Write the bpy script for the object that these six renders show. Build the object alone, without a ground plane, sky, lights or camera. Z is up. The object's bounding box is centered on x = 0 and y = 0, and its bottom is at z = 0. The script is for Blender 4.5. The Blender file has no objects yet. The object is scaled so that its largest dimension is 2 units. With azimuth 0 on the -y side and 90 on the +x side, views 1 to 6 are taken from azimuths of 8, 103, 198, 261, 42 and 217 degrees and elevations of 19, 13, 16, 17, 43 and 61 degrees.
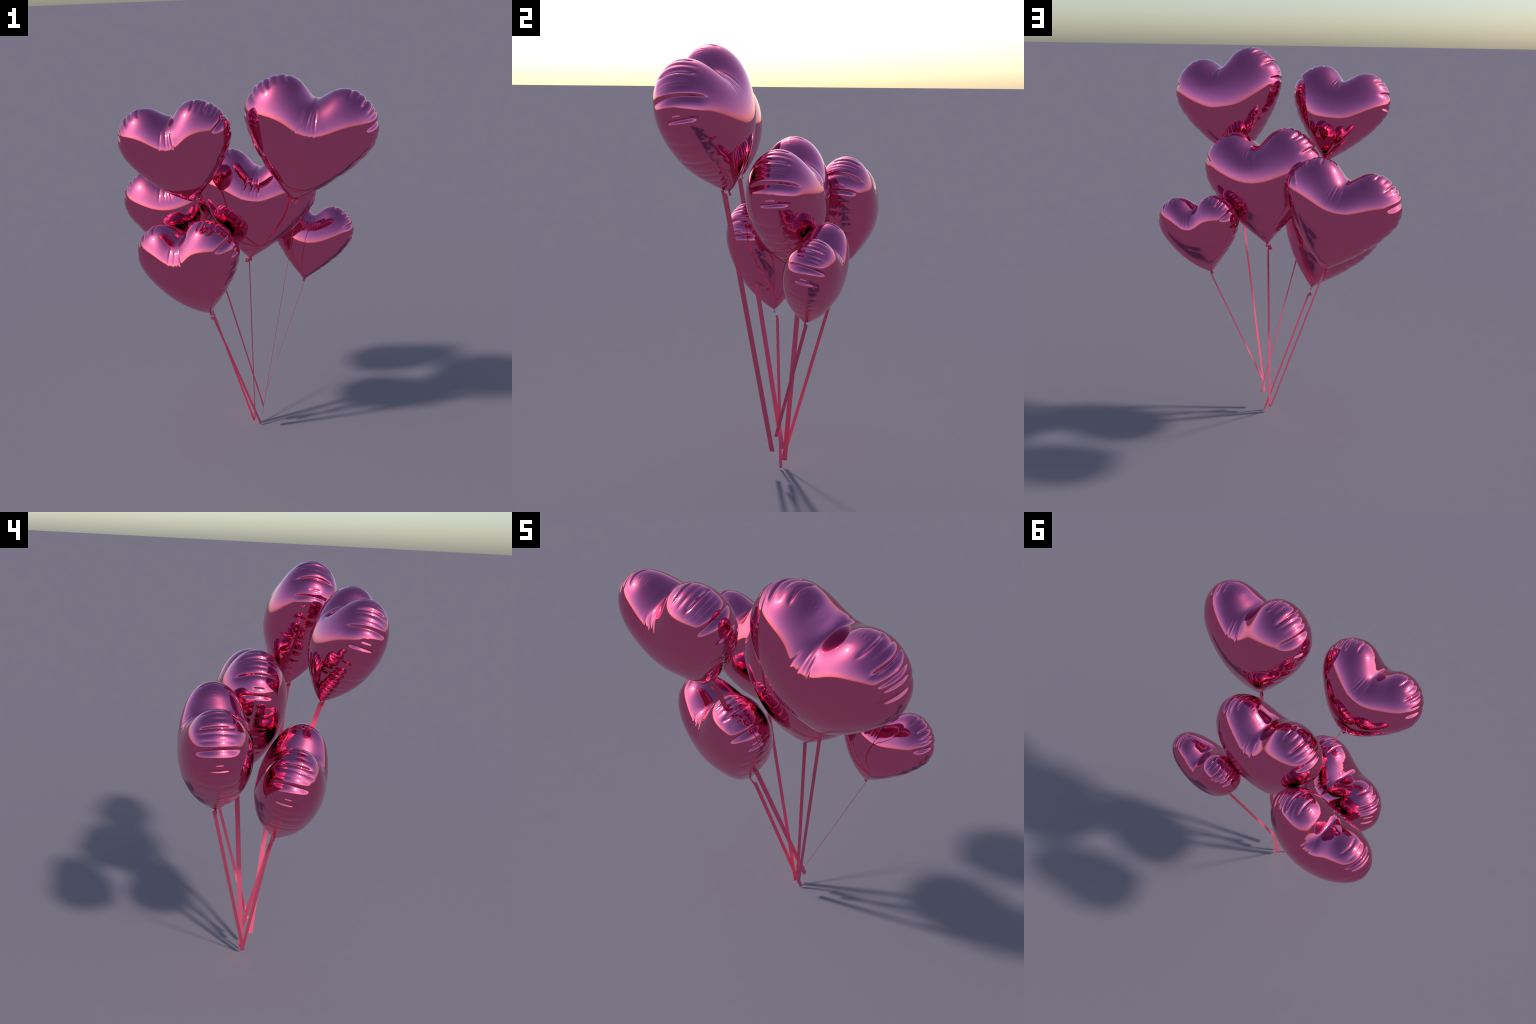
"""A bunch of six inflated foil heart balloons, each held by a flat ribbon.

One heart envelope is modelled once (outline -> inflated membrane -> puckers)
and shared by the six balloons, which differ in size, lean and ribbon.
Unit of the envelope: half the heart's width = 1, tip at the origin, +z up,
depth along y.
"""
import bpy
import numpy as np
from mathutils import Matrix, Vector

# ------------------------------------------------------------------ helpers


def spline(points, count):
    """Catmull-Rom curve through points, resampled evenly by arc length."""
    p = np.asarray(points, float)
    q = np.vstack([2 * p[0] - p[1], p, 2 * p[-1] - p[-2]])
    t = np.linspace(0, 1, 60, endpoint=False)[:, None]
    runs = []
    for i in range(1, len(q) - 2):
        a, b, c, d = q[i - 1:i + 3]
        runs.append(.5 * (2 * b + (c - a) * t + (2 * a - 5 * b + 4 * c - d) * t ** 2
                          + (3 * b - a - 3 * c + d) * t ** 3))
    curve = np.vstack(runs + [p[-1:]])
    s = np.r_[0, np.cumsum(np.linalg.norm(np.diff(curve, axis=0), axis=1))]
    at = np.linspace(0, s[-1], count)
    return np.stack([np.interp(at, s, curve[:, k]) for k in range(curve.shape[1])], 1)


def mesh_from(name, verts, faces, material, smooth=True):
    me = bpy.data.meshes.new(name)
    me.from_pydata([tuple(v) for v in verts], [], [tuple(int(i) for i in f) for f in faces])
    me.update()
    if smooth:
        me.polygons.foreach_set("use_smooth", [True] * len(me.polygons))
    me.materials.append(material)
    return me


def grid_faces(rows, cols, wrap):
    i, j = np.meshgrid(np.arange(rows - 1), np.arange(cols if wrap else cols - 1), indexing="ij")
    k = (j + 1) % cols
    return np.stack([i * cols + j, i * cols + k, (i + 1) * cols + k, (i + 1) * cols + j], -1).reshape(-1, 4)


def ease(x):
    x = np.clip(x, 0, 1)
    return x * x * (3 - 2 * x)


# ---------------------------------------------------------------- materials


def foil_material():
    m = bpy.data.materials.new("pink_foil")
    m.use_nodes = True
    n, l = m.node_tree.nodes, m.node_tree.links
    b = n["Principled BSDF"]
    b.inputs["Metallic"].default_value = 1.0
    b.inputs["Roughness"].default_value = FOIL_ROUGH
    b.inputs["Base Color"].default_value = (*FOIL, 1)
    co = n.new("ShaderNodeTexCoord")
    no = n.new("ShaderNodeTexNoise")
    no.inputs["Scale"].default_value = 3.0
    no.inputs["Detail"].default_value = 2.0
    ramp = n.new("ShaderNodeValToRGB")
    ramp.color_ramp.elements[0].position = .35
    ramp.color_ramp.elements[1].position = .65
    ramp.color_ramp.elements[0].color = (*[c * .985 for c in FOIL], 1)
    ramp.color_ramp.elements[1].color = (*FOIL, 1)
    l.new(co.outputs["Object"], no.inputs["Vector"])
    l.new(no.outputs["Fac"], ramp.inputs["Fac"])
    l.new(ramp.outputs["Color"], b.inputs["Base Color"])
    return m


def ribbon_material():
    m = bpy.data.materials.new("pink_ribbon")
    m.use_nodes = True
    n, l = m.node_tree.nodes, m.node_tree.links
    b = n["Principled BSDF"]
    b.inputs["Metallic"].default_value = RIBBON_METAL
    b.inputs["Roughness"].default_value = RIBBON_ROUGH
    co = n.new("ShaderNodeTexCoord")
    no = n.new("ShaderNodeTexNoise")
    no.inputs["Scale"].default_value = 60.0
    ramp = n.new("ShaderNodeValToRGB")
    ramp.color_ramp.elements[0].color = (*[c * .97 for c in RIBBON], 1)
    ramp.color_ramp.elements[1].color = (*RIBBON, 1)
    l.new(co.outputs["Object"], no.inputs["Vector"])
    l.new(no.outputs["Fac"], ramp.inputs["Fac"])
    l.new(ramp.outputs["Color"], b.inputs["Base Color"])
    return m


FOIL = (.78, .157, .317)
FOIL_ROUGH = .03
RIBBON = (.84, .15, .27)
RIBBON_METAL, RIBBON_ROUGH = .85, .70

# ----------------------------------------------------------------- envelope

# right half of the seam, tip -> shoulder -> lobe -> cleft
HALF_HEART = [(0, -.022), (.150, .128), (.462, .416), (.772, .769), (.956, 1.081), (1.006, 1.278),
              (.961, 1.534), (.797, 1.754), (.548, 1.88), (.300, 1.850), (.138, 1.727),
              (.052, 1.645), (0, 1.607)]
HALF_DEPTH, FULLNESS = .5640, .198
TIP_FULLNESS, TIP_THIN = .85, .12      # lower half: boxier across, a little thinner
VALLEYS = [(.060, .22, 1.22, .40)]   # between the lobes: drop, width, where it starts, run
CENTRE = np.array([0, 1.0])

# puckers across the seam: place along the half seam (0 tip, 1 cleft), how deep,
# how wide above and below the crease, how far they run onto each face
PUCKERS = [(.880, .004, .050, .050, .12), (.812, .020, .016, .020, .20), (.766, .011, .032, .032, .24),
           (.727, .036, .028, .022, .26), (.692, .013, .024, .030, .25), (.662, .008, .026, .026, .24),
           (.622, .033, .022, .058, .33), (.553, .011, .018, .018, .08), (.527, .034, .014, .036, .22),
           (.468, .008, .030, .045, .30), (.405, .011, .034, .060, .34), (.345, .006, .025, .040, .24),
           (.283, .012, .038, .060, .32), (.222, .005, .022, .030, .18), (.172, .009, .034, .034, .20),
           (.118, .007, .028, .028, .13), (.075, .006, .020, .020, .09)]
# fine pleats that fan down both faces from the cleft: x at top, x at bottom, depth, width, length
# (first list the front face, then the back)
FAN = [[(-.090, -.185, .0070, .018, .64), (-.015, -.035, .0065, .015, .56), (.025, .050, .0022, .013, .74),
        (.058, .130, .0085, .015, .66)],
       [(-.030, -.050, .0065, .017, .60), (.065, .100, .0070, .014, .55), (.115, .195, .0070, .017, .64),
        (.160, .260, .0030, .018, .52)]]


def heart_seam(count, soften=.028):
    right = spline(HALF_HEART, count + 1)
    left = right[::-1][1:-1] * [-1, 1]
    loop = np.vstack([right, left])
    f = np.fft.fft(loop[:, 0] + 1j * loop[:, 1])
    f *= np.exp(-.5 * (np.fft.fftfreq(len(loop)) * len(loop) * soften) ** 2)
    loop = np.fft.ifft(f)
    return np.c_[loop.real, loop.imag]


def membrane(seam, sources=150, off=.14):
    """Height squared of a soap-film pillow over the heart: Poisson's equation,
    solved with a ring of log sources outside the seam."""
    d = np.roll(seam, -1, 0) - np.roll(seam, 1, 0)
    out = np.c_[d[:, 1], -d[:, 0]] / np.linalg.norm(d, axis=1)[:, None]
    pick = np.linspace(0, len(seam), sources, endpoint=False).astype(int)
    src = seam[pick] + off * out[pick]
    src = src[(src[:, 0] * np.sign(seam[pick, 0]) > .03) | (src[:, 1] < 1)]
    notch = seam[:, 1][np.abs(seam[:, 0]).argsort()[:4]].max()      # and a line of sources up the cleft
    src = np.vstack([src, [(0, notch + .018 * 1.3 ** k) for k in range(14)]])

    def logs(p):
        return np.log(np.hypot(p[:, None, 0] - src[:, 0], p[:, None, 1] - src[:, 1]))

    def bowl(p):
        return -((p - CENTRE) ** 2).sum(1) / 4
    edge = seam[::2]
    lhs = np.vstack([logs(edge), 1e-4 * np.eye(len(src))])
    a = np.linalg.lstsq(lhs, np.r_[-bowl(edge), np.zeros(len(src))], rcond=None)[0]
    return lambda p: bowl(p) + logs(p) @ a


def envelope_mesh(material, half_count=520, steps=60):
    seam = heart_seam(half_count)
    cols = len(seam)
    lift = membrane(seam)
    rest = lift(seam)
    # rings from the middle of the face out to the seam, then the back face
    face, high = [], []
    for t in np.sin(np.linspace(0, 1, steps + 1)[1:] * np.pi / 2):
        p = CENTRE + t * (seam - CENTRE)
        face.append(p)
        high.append(lift(p) - rest * t ** 4)
    top = lift(CENTRE[None])[0]
    high = np.clip(np.array(high), 0, None)
    peak = max(high.max(), top)
    high, top = high / peak, top / peak
    depth = HALF_DEPTH * np.sqrt(high * (1 + FULLNESS * (1 - high)))
    depth[-1] = 0
    face = np.array(face)
    fx, fz = face[..., 0], face[..., 1]
    low = ease((.9 - fz) / .7)
    ridge = np.linspace(.002, 1.1, 200)
    ridge_high = np.maximum(lift(np.c_[0 * ridge, ridge]) / peak, 1e-6)
    share = np.clip(high / np.interp(fz, ridge, ridge_high), 0, 1)
    depth *= (1 - TIP_THIN * low) * np.sqrt(1 + TIP_FULLNESS * low * (1 - share))
    for drop, wide, start, run in VALLEYS:
        depth *= 1 - drop * ease((fz - start) / run) * np.exp(-(fx / wide) ** 2)
    front = np.stack([face[..., 0], -depth, face[..., 1]], -1)
    back = front[::-1][1:] * [1, -1, 1]
    rings = np.concatenate([front, back])                      # (2*steps-1, cols, 3)
    mid = steps - 1

    # outward normals of the smooth pillow
    du = np.roll(rings, -1, 1) - np.roll(rings, 1, 1)
    dv = np.gradient(rings, axis=0)
    normal = np.cross(dv, du)
    normal /= np.maximum(np.linalg.norm(normal, axis=-1, keepdims=True), 1e-9)
    normal *= np.sign((normal * (rings - [0, 0, 1])).sum(-1, keepdims=True))

    # distance of every point from the seam, measured over the surface
    step = np.linalg.norm(np.diff(rings, axis=0), axis=-1)
    along = np.vstack([np.zeros(cols), np.cumsum(step, 0)])
    away = along - along[mid]
    # place along each half seam, 0 at the tip and 1 at the cleft
    j = np.arange(cols)
    place = np.where(j <= half_count, j, cols - j) / half_count
    length = np.linalg.norm(np.diff(seam[:half_count + 1], axis=0), axis=1).sum()

    push = .0045 * np.exp(-(away / .3) ** 2)          # the seam band is blown out a touch
    rng = np.random.default_rng(5)
    halves = np.where(j <= half_count, 0, 1)
    for s, deep, above, below, reach in PUCKERS:
        # no two of the four ends of a pucker are quite alike
        shift = rng.uniform(-.004, .004, 2)[halves]
        deep = deep * rng.uniform(.88, 1.12, 2)[halves]
        ends = rng.uniform(.82, 1.18, (2, 2))
        reach = reach * np.where(away > 0, ends[0][halves], ends[1][halves])
        sway = rng.uniform(-.05, .05, (2, 2))
        bend = np.where(away > 0, sway[0][halves], sway[1][halves]) * np.abs(away)
        x = (place[None, :] - s - shift) * length + bend
        fade = np.exp(-(np.abs(away) / reach) ** 6)
        narrow = np.where(x > 0, above, below) * 1.3 * (.9 + .2 * (away / reach) ** 2)
        push -= deep * fade / (1 + (x / narrow) ** 2) ** 1.5
    # small stitches right at the seam
    x = place * length
    crimp = x / .058 + .45 * np.sin(x * 5.3) + .3 * np.sin(x * 13.7)
    wave = np.abs(np.sin(np.pi * crimp)) - .64                 # round bulges between sharp nips
    uneven = .55 + .45 * np.sin(x * 3.7 + 1) * np.sin(x * 9.1)
    grip = ease((place - .05) / .2) * (.35 + .65 * ease((place - .5) / .2)) * ease((.96 - place) / .06)
    push += .0042 * wave * uneven * grip * np.exp(-(away / .022) ** 2)
    # pleats fanning from the cleft
    zz, xx = rings[..., 2], rings[..., 0]
    on_back = (np.arange(len(rings)) > mid)[:, None]
    for x0, x1, deep, wide, far, back_side in [(*f, k) for k in (0, 1) for f in FAN[k]]:
        run = np.clip((1.60 - zz) / .42, 0, 1.4)
        line = x0 + (x1 - x0) * run
        fade = ease(run / .2) * np.exp(-(run / far) ** 4)
        fade = fade * (zz > 1) * (on_back == back_side)
        push -= deep * fade * np.exp(-((xx - line) / wide) ** 2)
    rings = rings + normal * push[..., None]

    verts = np.vstack([rings.reshape(-1, 3), [[0, -HALF_DEPTH * np.sqrt(top * (1 + FULLNESS * (1 - top))), CENTRE[1]],
                                              [0, HALF_DEPTH * np.sqrt(top * (1 + FULLNESS * (1 - top))), CENTRE[1]]]])
    faces = grid_faces(len(rings), cols, True)[:, ::-1].tolist()
    n = len(rings) * cols
    faces += [(n, (k + 1) % cols, k)[::-1] for k in range(cols)]
    last = (len(rings) - 1) * cols
    faces += [(n + 1, last + k, last + (k + 1) % cols)[::-1] for k in range(cols)]
    return mesh_from("envelope", verts, faces, material)


def neck_mesh(material):
    """Short crumpled filling neck below the tip, slightly flared at its end."""
    prof = [(.115, .095, .075), (.080, .068, .048), (.045, .042, .026), (.012, .025, .015), (-.022, .019, .010),
            (-.052, .025, .012), (-.074, .031, .015)]
    seg = 28
    curve = spline(prof, 22)
    rows = []
    for k, (z, a, b) in enumerate(curve):
        t = np.arange(seg) * 2 * np.pi / seg
        crimp = 1 + .16 * np.sin(5 * t + 7 * z) * np.clip((.06 - z) / .08, 0, 1)
        rows.append(np.c_[a * np.cos(t) * crimp, b * np.sin(t) * crimp, np.full(seg, z) + .004 * np.sin(3 * t) * (k == len(curve) - 1)])
    # turn the open end inwards so the neck has a lip
    end = rows[-1].copy()
    rows.append(end * [.72, .6, 1] + [0, 0, .002])
    rows.append(end * [.66, .5, 1] + [0, 0, .03])
    v = np.vstack(rows)
    f = grid_faces(len(rows), seg, True).tolist()
    n = len(v)
    v = np.vstack([v, rows[-1].mean(0)])
    last = (len(rows) - 1) * seg
    f += [(last + i, last + (i + 1) % seg, n) for i in range(seg)]
    return mesh_from("neck", v, f, material)


# ------------------------------------------------------------------ ribbons


def strip_mesh(name, path, across, thick, material):
    """Flat band along path (k,3); across (k,3) holds half-width vectors."""
    path, across = np.asarray(path, float), np.asarray(across, float)
    tang = np.gradient(path, axis=0)
    nrm = np.cross(tang, across)
    nrm /= np.linalg.norm(nrm, axis=1)[:, None]
    h = nrm * thick / 2
    ring = np.stack([path - across + h, path + across + h, path + across - h, path - across - h], 1)
    f = grid_faces(len(path), 4, True).tolist()
    k = (len(path) - 1) * 4
    f += [(3, 2, 1, 0), (k, k + 1, k + 2, k + 3)]
    return mesh_from(name, ring.reshape(-1, 3), f, material, smooth=False)


def build():
    foil, band = foil_material(), ribbon_material()
    envelope, neck = envelope_mesh(foil), neck_mesh(foil)
    # tip of the heart, lean (rotation vector), half width of heart,
    # where the ribbon is tied, where it ends, ribbon width, its twist in degrees
    balloons = [
        ((.2935, -.1388, 1.3994), (.1866, .2325, -.0585), .3113, (.314, -.153, 1.392), (.073, .014, .092), .0240, 0),
        ((-.1866, -.2081, 1.4098), (.2927, -.1524, -.0318), .2675, (-.168, -.215, 1.398), (.076, .065, .115), .0229, 0),
        ((.0323, .1116, 1.0078), (.0883, .1232, -.0408), .3115, (.021, .131, .988), (.024, .066, .027), .0240, 2),
        ((-.3280, .2625, .9448), (-.0624, -.2253, -.0350), .2856, (-.324, .271, .936), (.020, .055, .025), .0180, 17),
        ((-.1775, -.0374, .7450), (.1880, -.2150, -.2720), .2848, (-.167, -.019, .707), (.059, .055, .0020), .0172, 6),
        ((.3139, .2048, .8475), (-.2019, .1520, -.0829), .2239, (.317, .211, .840), (.079, .032, .175), .0156, -10),
    ]
    label = "shiny pink heart-shaped foil balloon on a flat ribbon"
    for tip, lean, size, tied, end, width, twist in balloons:
        tip, lean, tied, end = map(Vector, (tip, lean, tied, end))
        turn = Matrix.Rotation(lean.length, 4, lean.normalized())
        root = bpy.data.objects.new("heart_balloon", None)
        root.empty_display_size = .05
        root.location = end
        root["label"], root["category"] = label, "balloon"
        bpy.context.collection.objects.link(root)

        def child(name, data, matrix):
            ob = bpy.data.objects.new(name, data)
            bpy.context.collection.objects.link(ob)
            ob.parent = root
            ob.matrix_basis = Matrix.Translation(-end) @ matrix
            return ob
        place = Matrix.Translation(tip) @ turn @ Matrix.Scale(size, 4)
        child("envelope", envelope, place)
        child("neck", neck, place)

        # ribbon: its flat side faces the heart's left and right
        down = (end - tied).normalized()
        deep = turn.to_3x3() @ Vector((0, 1, 0))
        across = Matrix.Rotation(np.radians(twist), 3, down) @ (deep - down * deep.dot(down)).normalized()
        flat = across.cross(down).normalized()
        length = (end - tied).length
        t = np.r_[np.linspace(0, .03, 8), np.linspace(.03, length, 30)[1:]]
        pinch = np.clip(t / .018, 0, 1)
        pinch = .35 + .65 * np.sqrt(1 - (1 - pinch) ** 2)
        dn, ac, fl = np.array(down), np.array(across), np.array(flat)
        path = t[:, None] * dn + ((1 - pinch) * -.5 * width)[:, None] * ac
        half = ac[None] * (width / 2 * pinch)[:, None]
        ribbon = strip_mesh("ribbon", path, half, .0006, band)
        child("ribbon", ribbon, Matrix.Translation(tied))
        # knot: the ribbon's end folded over itself into a little box loop
        a = np.linspace(-.6, 5.2, 17)
        square = np.maximum(np.abs(np.cos(a)), np.abs(np.sin(a))) ** .6
        loop = np.c_[np.cos(a), np.sin(a)] / square[:, None] * width * np.array([.38, .17])
        middle = fl * .36 * width - ac * .42 * width + dn * .12 * width
        path = middle + loop[:, :1] * fl + loop[:, 1:] * ac
        tall = (dn * .46 + fl * .12) * width
        knot = strip_mesh("knot", path, np.repeat(tall[None], len(a), 0), .0011, band)
        child("knot", knot, Matrix.Translation(tied))


build()
